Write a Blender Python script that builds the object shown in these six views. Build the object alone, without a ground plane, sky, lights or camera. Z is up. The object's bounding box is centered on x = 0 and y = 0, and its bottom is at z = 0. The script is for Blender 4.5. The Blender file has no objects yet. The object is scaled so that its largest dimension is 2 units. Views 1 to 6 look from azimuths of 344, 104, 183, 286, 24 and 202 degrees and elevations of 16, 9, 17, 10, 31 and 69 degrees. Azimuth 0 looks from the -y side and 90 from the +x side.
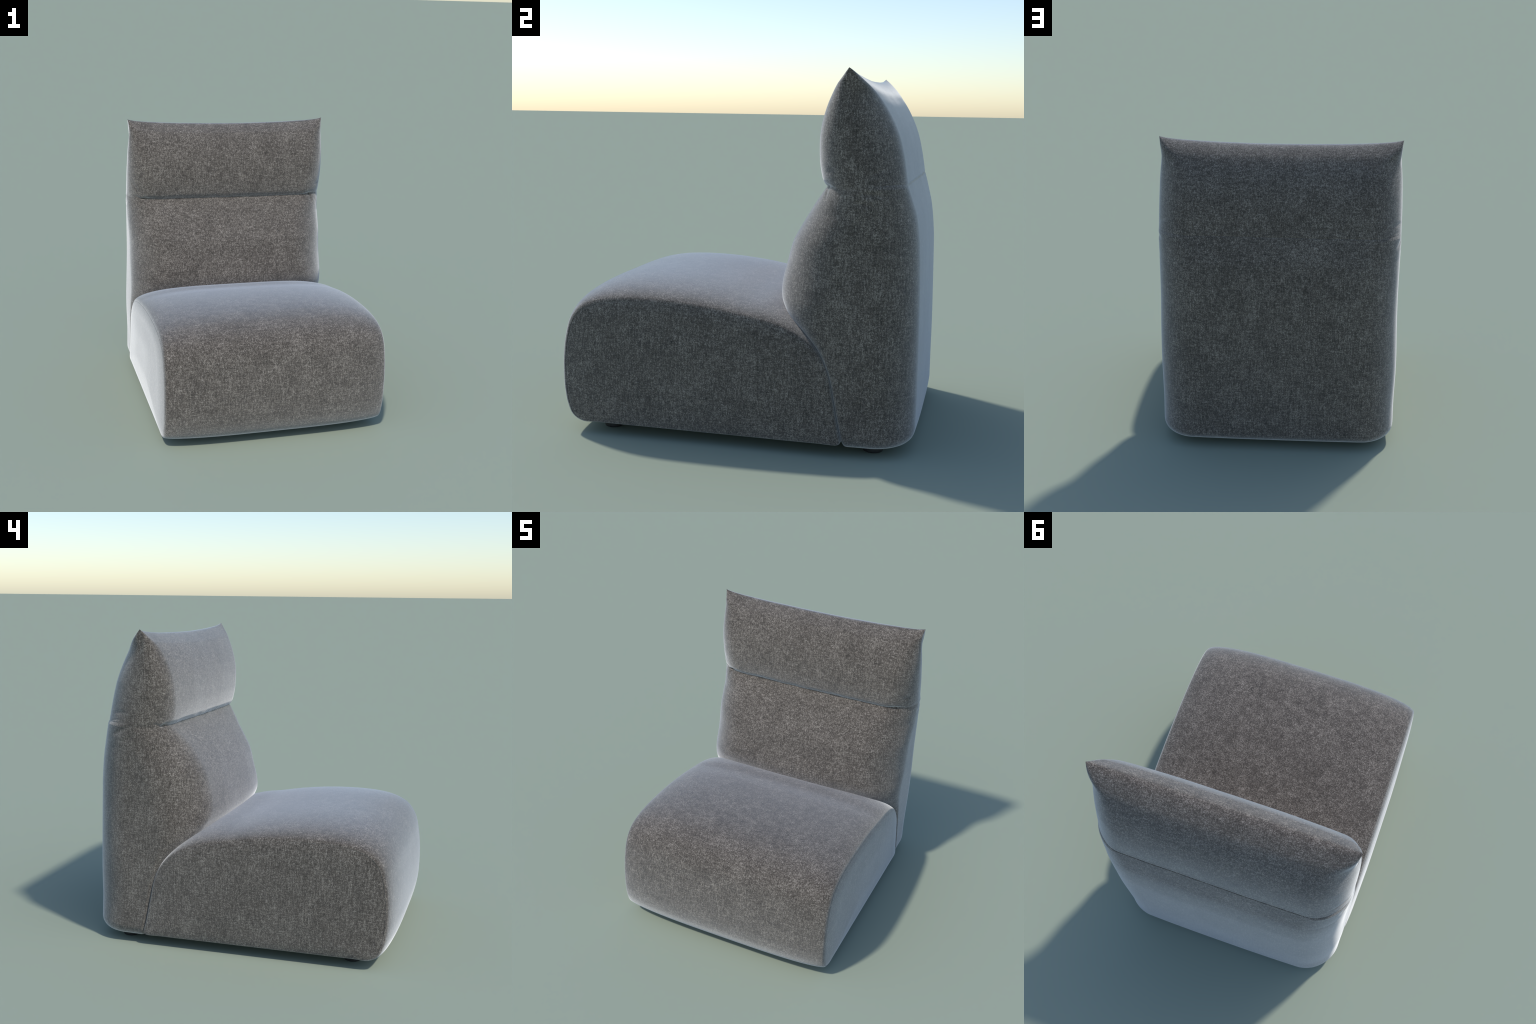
"""Armless lounge chair: a crowned seat block, a tall backrest with a pillow-like
headrest sewn off by a crease, four small black glides.  Grey melange velvet."""
import bpy, math
import numpy as np

# ------------------------------------------------------------------ helpers
def smooth(e0, e1, v):
    t = np.clip((np.asarray(v, float) - e0) / (e1 - e0), 0, 1)
    return t * t * (3 - 2 * t)

def pchip(knots, v):
    """monotone cubic through (position, value) knots"""
    k = np.array(knots, float)
    x, y = k[:, 0], k[:, 1]
    h = np.diff(x); d = np.diff(y) / h
    m = np.zeros_like(y); m[0], m[-1] = d[0], d[-1]
    for i in range(1, len(x) - 1):
        if d[i - 1] * d[i] > 0:
            a, b = 2 * h[i] + h[i - 1], h[i] + 2 * h[i - 1]
            m[i] = (a + b) / (a / d[i - 1] + b / d[i])
    v = np.clip(v, x[0], x[-1])
    i = np.clip(np.searchsorted(x, v, side='right') - 1, 0, len(x) - 2)
    t = (v - x[i]) / h[i]
    return ((1 + 2 * t) * (1 - t) ** 2 * y[i] + t * (1 - t) ** 2 * h[i] * m[i]
            + t * t * (3 - 2 * t) * y[i + 1] + t * t * (t - 1) * h[i] * m[i + 1])

def closed_spline(points, n):
    """closed centripetal-ish Catmull-Rom, resampled to n equal arc steps"""
    p = np.array(points, float); m = len(p); out = []
    for i in range(m):
        p0, p1, p2, p3 = p[i - 1], p[i], p[(i + 1) % m], p[(i + 2) % m]
        l0, l1, l2 = [np.linalg.norm(b - a) ** 0.5 for a, b in ((p0, p1), (p1, p2), (p2, p3))]
        t0, t1, t2, t3 = 0, l0, l0 + l1, l0 + l1 + l2
        t = np.linspace(t1, t2, 60, endpoint=False)[:, None]
        a1 = (t1 - t) / (t1 - t0) * p0 + (t - t0) / (t1 - t0) * p1
        a2 = (t2 - t) / (t2 - t1) * p1 + (t - t1) / (t2 - t1) * p2
        a3 = (t3 - t) / (t3 - t2) * p2 + (t - t2) / (t3 - t2) * p3
        b1 = (t2 - t) / (t2 - t0) * a1 + (t - t0) / (t2 - t0) * a2
        b2 = (t3 - t) / (t3 - t1) * a2 + (t - t1) / (t3 - t1) * a3
        out.append((t2 - t) / (t2 - t1) * b1 + (t - t1) / (t2 - t1) * b2)
    q = np.vstack(out); q = np.vstack([q, q[:1]])
    s = np.concatenate([[0], np.cumsum(np.linalg.norm(np.diff(q, axis=0), axis=1))])
    u = np.linspace(0, s[-1], n, endpoint=False)
    return np.stack([np.interp(u, s, q[:, k]) for k in range(q.shape[1])], 1)

def soft_noise(p, seed, freq, octaves=3):
    """cheap seeded sum-of-sines noise, about -1..1"""
    r = np.random.RandomState(seed); v = np.zeros(len(p)); amp = 1.0; tot = 0
    for o in range(octaves):
        for k in range(5):
            d = r.normal(size=3); d /= np.linalg.norm(d)
            v += amp * np.sin(p @ d * freq * (2 ** o) * 6.283 * r.uniform(.7, 1.3) + r.uniform(0, 6.283)) / 2.6
        tot += amp; amp *= .5
    return v / tot

def vertex_normals(co, quads):
    n = np.zeros_like(co)
    a, b, c, d = (co[quads[:, k]] for k in range(4))
    f = np.cross(c - a, d - b)
    for k in range(4):
        np.add.at(n, quads[:, k], f)
    l = np.linalg.norm(n, axis=1, keepdims=True); l[l == 0] = 1
    return n / l

def make_part(name, co, quads, normals, material, parent):
    used, inv = np.unique(quads, return_inverse=True)
    q = inv.reshape(quads.shape); faces = []
    for f in q.tolist():
        g = [v for i, v in enumerate(f) if v != f[i - 1]]
        if len(g) >= 3:
            faces.append(g)
    me = bpy.data.meshes.new(name)
    me.from_pydata(co[used].tolist(), [], faces)
    me.polygons.foreach_set('use_smooth', [True] * len(me.polygons))
    me.normals_split_custom_set_from_vertices(normals[used].tolist())
    me.materials.append(material)
    ob = bpy.data.objects.new(name, me)
    bpy.context.scene.collection.objects.link(ob)
    ob.parent = parent
    return ob

# ------------------------------------------------------------------ materials
def nodes_of(name):
    m = bpy.data.materials.new(name); m.use_nodes = True
    t = m.node_tree; t.nodes.clear()
    out = t.nodes.new('ShaderNodeOutputMaterial')
    b = t.nodes.new('ShaderNodeBsdfPrincipled')
    t.links.new(b.outputs[0], out.inputs[0])
    return m, t, b

def fabric():
    m, t, b = nodes_of('grey_melange_velvet')
    N, L = t.nodes.new, t.links.new
    tc = N('ShaderNodeTexCoord')
    def noise(scale, stretch, detail, rough):
        mp = N('ShaderNodeMapping'); mp.inputs['Scale'].default_value = stretch
        L(tc.outputs['Object'], mp.inputs[0])
        n = N('ShaderNodeTexNoise'); n.inputs['Scale'].default_value = scale
        n.inputs['Detail'].default_value = detail; n.inputs['Roughness'].default_value = rough
        L(mp.outputs[0], n.inputs['Vector']); return n.outputs['Fac']
    def math_(op, a, c, d=None):
        n = N('ShaderNodeMath'); n.operation = op
        for i, v in enumerate((a, c, d)):
            if v is None: continue
            if isinstance(v, (int, float)): n.inputs[i].default_value = v
            else: L(v, n.inputs[i])
        return n.outputs[0]
    # every tuft of pile has its own shade; yarn streaks and brushed clouds vary it slowly
    mp = N('ShaderNodeMapping'); mp.inputs['Scale'].default_value = (1, 1, .8)
    L(tc.outputs['Object'], mp.inputs[0])
    vor = N('ShaderNodeTexVoronoi'); vor.inputs['Scale'].default_value = TUFT
    L(mp.outputs[0], vor.inputs['Vector'])
    sep = N('ShaderNodeSeparateColor'); L(vor.outputs['Color'], sep.inputs[0])
    tuft = sep.outputs[0]
    fleck = noise(290, (1.0, 1.0, .8), 1, .5)
    streak = noise(120, (1.0, 1.0, .16), 1, .5)
    cloud = noise(8, (1.0, 1.0, .7), 2, .5)
    v = math_('MULTIPLY_ADD', math_('SUBTRACT', tuft, .5), TUFTS, .5)
    v = math_('MULTIPLY_ADD', math_('SUBTRACT', fleck, .5), FLECK, v)
    v = math_('MULTIPLY_ADD', math_('SUBTRACT', streak, .5), STREAK, v)
    weft = noise(120, (.2, .2, 1.0), 1, .5)
    v = math_('MULTIPLY_ADD', math_('SUBTRACT', weft, .5), STREAK * .7, v)
    v = math_('MULTIPLY_ADD', math_('SUBTRACT', cloud, .5), CLOUD, v)
    ramp = N('ShaderNodeValToRGB'); e = ramp.color_ramp.elements
    e[0].position = .15; e[0].color = DARK
    e[1].position = .92; e[1].color = LIGHT
    mid = e.new(.5); mid.color = MID
    L(v, ramp.inputs[0]); L(ramp.outputs[0], b.inputs['Base Color'])
    b.inputs['Roughness'].default_value = .95
    b.inputs['Specular IOR Level'].default_value = .1
    b.inputs['Sheen Weight'].default_value = SHEEN
    b.inputs['Sheen Roughness'].default_value = SHEEN_ROUGH
    b.inputs['Sheen Tint'].default_value = (1, 1, 1, 1)
    bump = N('ShaderNodeBump'); bump.inputs['Strength'].default_value = .15
    bump.inputs['Distance'].default_value = .002
    L(fleck, bump.inputs['Height']); L(bump.outputs[0], b.inputs['Normal'])
    return m

DARK = (.0305, .0258, .0212, 1); MID = (.103, .0865, .0720, 1); LIGHT = (.37, .327, .28, 1)
TUFT, TUFTS, FLECK, STREAK, CLOUD = 240, .36, .38, .44, .20
SHEEN, SHEEN_ROUGH = 1.0, .48

def plastic():
    m, t, b = nodes_of('black_plastic')
    b.inputs['Base Color'].default_value = (.012, .012, .013, 1)
    b.inputs['Roughness'].default_value = .5
    return m

velvet, black = fabric(), plastic()

# ------------------------------------------------------------------ the thing
chair = bpy.data.objects.new('lounge_chair', None)
bpy.context.scene.collection.objects.link(chair)
chair['label'] = 'low armless lounge chair in grey velvet with high pillow back'
chair['category'] = 'lounge chair'

HALF = 0.772            # half width at the seat's side seam

# ---- seat: side outline (y, z, crown) walked round; crown = how far the middle swells
SEAT = [(-.933, .33, .060), (-.931, .44, .060), (-.918, .54, .063), (-.889, .634, .074),
        (-.840, .697, .083), (-.765, .734, .090), (-.677, .753, .093), (-.56, .762, .094),
        (-.414, .763, .093), (-.271, .757, .090), (-.10, .740, .086), (.05, .717, .081),
        (.18, .692, .089), (.30, .657, .087), (.40, .609, .064), (.475, .543, .040),
        (.525, .455, .024), (.562, .30, .015), (.590, .16, .012), (.609, .080, .006),
        (.598, .068, 0), (.50, .066, 0), (.1, .066, 0), (-.4, .066, 0), (-.74, .066, .004),
        (-.835, .068, .022), (-.888, .102, .042), (-.914, .165, .055), (-.928, .245, .060)]

def build_seat():
    prof = closed_spline(SEAT, 620)
    n = len(prof); yz = prof[:, :2]; crown = prof[:, 2]
    tan = np.roll(yz, -1, 0) - np.roll(yz, 1, 0)
    tan /= np.linalg.norm(tan, axis=1, keepdims=True)
    nor = np.stack([-tan[:, 1], tan[:, 0]], 1)        # outward for this walk direction
    core = np.array([-.12, .40])
    # rings across the chair: 0..1 = panel centre to seam, then the side panel
    a = np.concatenate([np.linspace(0, .8, 60), 1 - .2 * np.linspace(1, 0, 60)[1:] ** 2])
    rows = []; seam_w = []
    for u in np.concatenate([-a[::-1], a[1:]]):
        k = (1 - abs(u) ** 3.3) ** (1 / 1.9)
        w = HALF
        p = yz + nor * (crown * k)[:, None]
        groove = .004 * math.exp(-((1 - abs(u)) / .007) ** 2)
        p = p - nor * groove
        rows.append(np.column_stack([np.full(n, u * w), p]))
    caps = []
    s = np.concatenate([1 - np.cos(np.linspace(0, 1, 26) * math.pi / 2), ])[1:]
    s = np.concatenate([[.004, .009, .015, .022, .03, .04, .055], np.linspace(.075, 1, 36)])
    rad = np.linalg.norm(yz - core, axis=1)
    for v in s:
        p = yz + (core - yz) * v
        bulge = .013 * (1 - (1 - min(v / .25, 1)) ** 2.4) + .014 * smooth(0, .75, v)
        lip = -.003 * math.exp(-(v / .012) ** 2)
        caps.append(np.column_stack([np.full(n, HALF + bulge + lip), p]))
    left = [c * np.array([-1, 1, 1]) for c in caps[::-1]]
    grid = np.array(left + rows + caps)
    r, c = grid.shape[:2]
    co = grid.reshape(-1, 3)
    co = co + 0
    i, j = np.meshgrid(np.arange(r - 1), np.arange(c), indexing='ij')
    j2 = (j + 1) % c
    q = np.stack([i * c + j, (i + 1) * c + j, (i + 1) * c + j2, i * c + j2], -1).reshape(-1, 4)
    fr = i.reshape(-1)
    nrm = vertex_normals(co, q)
    if (nrm[:, 2] * (co[:, 2] - .4)).sum() < 0:
        q = q[:, ::-1]; nrm = -nrm
    nl = len(left)
    top = (fr >= nl) & (fr < nl + len(rows) - 1)
    seat = make_part('seat', co, q[top], nrm, velvet, chair)
    for mask in (fr < nl, fr >= nl + len(rows) - 1):
        make_part('side_panel', co, q[mask], nrm, velvet, seat)

# ---- backrest + headrest: horizontal sections stacked up
FRONT = [(.04, .624), (.10, .611), (.20, .590), (.30, .570), (.44, .538), (.535, .494), (.59, .454),
         (.65, .400), (.70, .352), (.76, .312), (.80, .293), (.85, .283), (.90, .281), (1.0, .293),
         (1.10, .312), (1.17, .344), (1.26, .394), (1.33, .441), (1.37, .472), (1.388, .485),
         (1.397, .494), (1.404, .499), (1.410, .494), (1.420, .485), (1.44, .473), (1.48, .464),
         (1.54, .456), (1.62, .454), (1.70, .460), (1.78, .476), (1.85, .500), (1.90, .527),
         (1.94, .567), (1.962, .608)]
REAR = [(.04, .964), (.10, .970), (.37, .969), (.70, .968), (1.0, .964), (1.15, .955), (1.24, .944),
        (1.33, .921), (1.38, .906), (1.405, .898), (1.417, .894), (1.424, .8895), (1.431, .891),
        (1.45, .888), (1.54, .873), (1.62, .855), (1.70, .830), (1.78, .794), (1.85, .752),
        (1.90, .715), (1.94, .668), (1.962, .608)]
WIDTH = [(.04, .766), (.15, .770), (.45, .772), (.75, .770), (1.0, .768), (1.25, .772), (1.40, .778),
         (1.55, .780), (1.70, .776), (1.80, .771), (1.87, .769), (1.92, .771), (1.95, .775), (1.962, .778)]
R_FRONT = [(.04, .02), (.45, .025), (.60, .075), (.75, .19), (.85, .26), (.95, .29), (1.25, .28), (1.42, .215), (1.55, .19), (1.8, .16), (1.962, .18)]
R_REAR = [(.04, .215), (.3, .245), (.7, .245), (1.0, .25), (1.3, .25), (1.45, .235), (1.6, .25), (1.8, .26), (1.962, .22)]
CROWN_FRONT = [(.04, 0), (.5, .02), (.62, .084), (.7, .104), (.8, .086), (1.0, .047), (1.3, .022), (1.4, .023), (1.5, .025), (1.7, .021), (1.85, .010), (1.95, 0)]
CROWN_REAR = [(.04, .014), (.12, .016), (.5, .018), (1.0, .014), (1.3, .008), (1.45, .008), (1.8, .006), (1.95, 0)]
RIDGE_Y, TOP, BOTTOM = .608, 1.962, .047

def build_back():
    zs = np.concatenate([
        np.linspace(BOTTOM, .16, 24, endpoint=False), np.linspace(.16, 1.34, 150, endpoint=False),
        np.linspace(1.34, 1.385, 20, endpoint=False), np.linspace(1.385, 1.445, 60, endpoint=False),
        np.linspace(1.445, 1.52, 20, endpoint=False), np.linspace(1.52, 1.84, 60, endpoint=False),
        TOP - (TOP - 1.84) * np.linspace(1, 0, 50) ** 1.8])
    split = np.argmin(abs(zs - 1.408))
    rows = []
    for z in zs:
        yf, yb, w = (float(pchip(k, z)) for k in (FRONT, REAR, WIDTH))
        h = TOP - z                       # rounded ridge line along the top
        if z > 1.90:
            yf = RIDGE_Y - math.sqrt(.0602 * h + .734 * h * h)
            yb = RIDGE_Y + math.sqrt(.152 * h + .528 * h * h)
        d = yb - yf
        rf, rr = float(pchip(R_FRONT, z)), float(pchip(R_REAR, z))
        cap = .97 - .35 * float(smooth(1.84, 1.95, z))
        lim = cap * d / (rf + rr) if rf + rr > cap * d else 1
        rf, rr = rf * lim, rr * lim
        # bottom edge rolls under
        t = np.clip((.122 - z) / .075, 0, 1); roll = .062 * (1 - math.sqrt(max(1 - t * t, 0)))
        fx = np.linspace(-1, 1, 160)
        arc = np.linspace(0, math.pi / 2, 40)
        fr = np.column_stack([fx * (w - rf), np.full(160, yf)])
        fc = np.column_stack([w - rf + rf * np.sin(arc), yf + rf - rf * np.cos(arc)])[1:]
        sd = np.column_stack([np.full(70, w), np.linspace(yf + rf, yb - rr, 70)])[1:]
        rc = np.column_stack([w - rr + rr * np.cos(arc), yb - rr + rr * np.sin(arc)])[1:]
        bk = np.column_stack([-fx * (w - rr), np.full(160, yb)])[1:]
        mir = np.array([-1, 1])
        ring = np.vstack([fr, fc, sd, rc, bk, (rc[::-1] * mir)[1:], (sd[::-1] * mir), (fc[::-1] * mir)])
        x, y = ring[:, 0].copy(), ring[:, 1].copy()
        ax = np.abs(x) / max(w, 1e-6)
        # gentle cushion crown on front, rear and sides
        dep = np.clip((y - yf) / max(d, 1e-6), 0, 1)
        crown = 1 - ax ** 2.6
        y += crown * np.where(dep < .5, -float(pchip(CROWN_FRONT, z)), float(pchip(CROWN_REAR, z))) * abs(2 * dep - 1)
        x += np.sign(x) * .006 * np.sin(dep * math.pi) * smooth(.8, 1, ax) * smooth(.2, .6, z) * (1 - smooth(1.7, 1.9, z))
        x -= np.sign(x) * .016 * dep ** 2 * smooth(.75, 1, ax) * smooth(1.3, 1.45, z) * (1 - smooth(1.8, 1.93, z))
        x += .004 * smooth(.4, .9, z)
        # tips: wedge instead of the rounded ridge
        tipf = min((h / .30), 1) ** .21
        y = RIDGE_Y + (y - RIDGE_Y) * (1 - (1 - tipf) * ax ** 4)
        # the front crease runs out in the corners
        notch = .014 * math.exp(-((z - 1.406) / .013) ** 2)
        y -= notch * smooth(.80, .97, ax) * smooth(.35, .05, dep)
        notch = .003 * math.exp(-((z - 1.424) / .014) ** 2)
        y += notch * smooth(.86, .99, ax) * smooth(.65, .95, dep)
        # rolled bottom edge
        vx, vy = x - np.clip(x, -.5, .5), y - np.clip(y, yf + .14, yb - .2)
        ln = np.hypot(vx, vy) + 1e-9
        tight = 1 - .8 * smooth(.22, .0, dep)
        x -= vx / ln * roll; y -= vy / ln * roll * tight
        lift = (.027 * ax ** 2.2 + .010 * ax ** 16) * smooth(1.5, 1.95, z)
        # the crease wanders a little
        pts = np.column_stack([x, y * .5, np.zeros(len(x))])
        wob = .0045 * soft_noise(pts, 21, 1.7, 3) * math.exp(-((z - 1.41) / .05) ** 2)
        rows.append(np.column_stack([x, y, np.full(len(x), z) + lift + wob]))
    # flat underside
    last = rows[0]; cen = np.array([0, .8, BOTTOM + .001])
    under = [last + (cen - last) * np.array([f, f, 1]) for f in (1, .6, .25)]
    grid = np.array(under + rows)
    split += len(under)
    r, c = grid.shape[:2]
    co = grid.reshape(-1, 3)
    i, j = np.meshgrid(np.arange(r - 1), np.arange(c), indexing='ij')
    j2 = (j + 1) % c
    q = np.stack([i * c + j, i * c + j2, (i + 1) * c + j2, (i + 1) * c + j], -1).reshape(-1, 4)
    fr = i.reshape(-1)
    nrm = vertex_normals(co, q)
    if (nrm[:, 1] * (co[:, 1] - .65)).sum() < 0:
        q = q[:, ::-1]; nrm = -nrm
    # ---- puckers: short grooves drawn on the sides (y, z) and gathered at the crease
    def groove(y0, z0, y1, z1, width, depth, side):
        a = np.array([y0, z0]); b = np.array([y1, z1]); ab = b - a
        p = co[:, 1:] - a
        t = np.clip(p @ ab / (ab @ ab), 0, 1)
        dist = np.linalg.norm(p - t[:, None] * ab, axis=1)
        fade = np.sin(np.clip(t * .97 + .03, 0, 1) * math.pi) ** .6
        on = (co[:, 0] * side > .55)
        return -depth * np.exp(-(dist / width) ** 2) * fade * on * np.clip(np.abs(nrm[:, 0]) * 1.4, 0, 1)
    disp = np.zeros(len(co))
    for side in (-1, 1):
        for g in [(.93, 1.424, .76, 1.434, .004, .0015), (.49, 1.405, .55, 1.412, .007, .005),
                  (.82, 1.50, .70, 1.475, .014, .003), (.80, 1.36, .68, 1.395, .014, .005),
                  (.52, 1.36, .56, 1.29, .012, .002), (.50, 1.46, .55, 1.54, .014, .002),
                  (.74, 1.31, .65, 1.35, .012, .004), (.60, 1.93, .63, 1.82, .015, .004)]:
            j = .012 * side
            disp += groove(g[0], g[1] + j, g[2], g[3] - j, g[4], g[5], side)
    for sx in (-1, 1):
        p = co - np.array([sx * .66, .53, 1.405])
        disp -= .007 * np.exp(-(p[:, 0] / .03) ** 2 - (p[:, 2] / .012) ** 2) * (nrm[:, 1] < 0)
        p = co - np.array([sx * .675, .52, 1.375])
        disp -= .004 * np.exp(-((p[:, 0] + sx * p[:, 2] * .4) / .012) ** 2 - (p[:, 2] / .03) ** 2) * (nrm[:, 1] < 0)
    # tiny gathers hanging from the front crease
    near = np.exp(-((co[:, 2] - 1.412) / .014) ** 2) * (nrm[:, 1] < -.2)
    disp += near * .0035 * soft_noise(co * np.array([1, .1, .1]), 5, 7)
    disp += .0015 * soft_noise(co, 9, 1.6, 2) * smooth(.15, .3, co[:, 2])
    co = co + nrm * disp[:, None]
    nrm2 = vertex_normals(co, q)
    make_part('backrest', co, q[fr < split], nrm2, velvet, chair)
    make_part('headrest', co, q[fr >= split], nrm2, velvet, chair)

def build_feet():
    n = 48; prof = [(.0, .0), (.047, .0), (.051, .002), (.053, .006), (.053, .062), (.0, .062)]
    th = np.linspace(0, 2 * math.pi, n, endpoint=False)
    co = np.array([(r * math.cos(a), r * math.sin(a), z) for r, z in prof for a in th])
    q = np.array([(i * n + j, i * n + (j + 1) % n, (i + 1) * n + (j + 1) % n, (i + 1) * n + j)
                  for i in range(len(prof) - 1) for j in range(n)])
    first = make_part('foot', co, q, vertex_normals(co, q), black, chair)
    spots = [(-.60, -.715), (.60, -.715), (-.60, .765), (.60, .765)]
    first.location = (*spots[0], 0)
    for s in spots[1:]:
        o = first.copy(); o.location = (*s, 0)
        bpy.context.scene.collection.objects.link(o)

build_seat(); build_back(); build_feet()
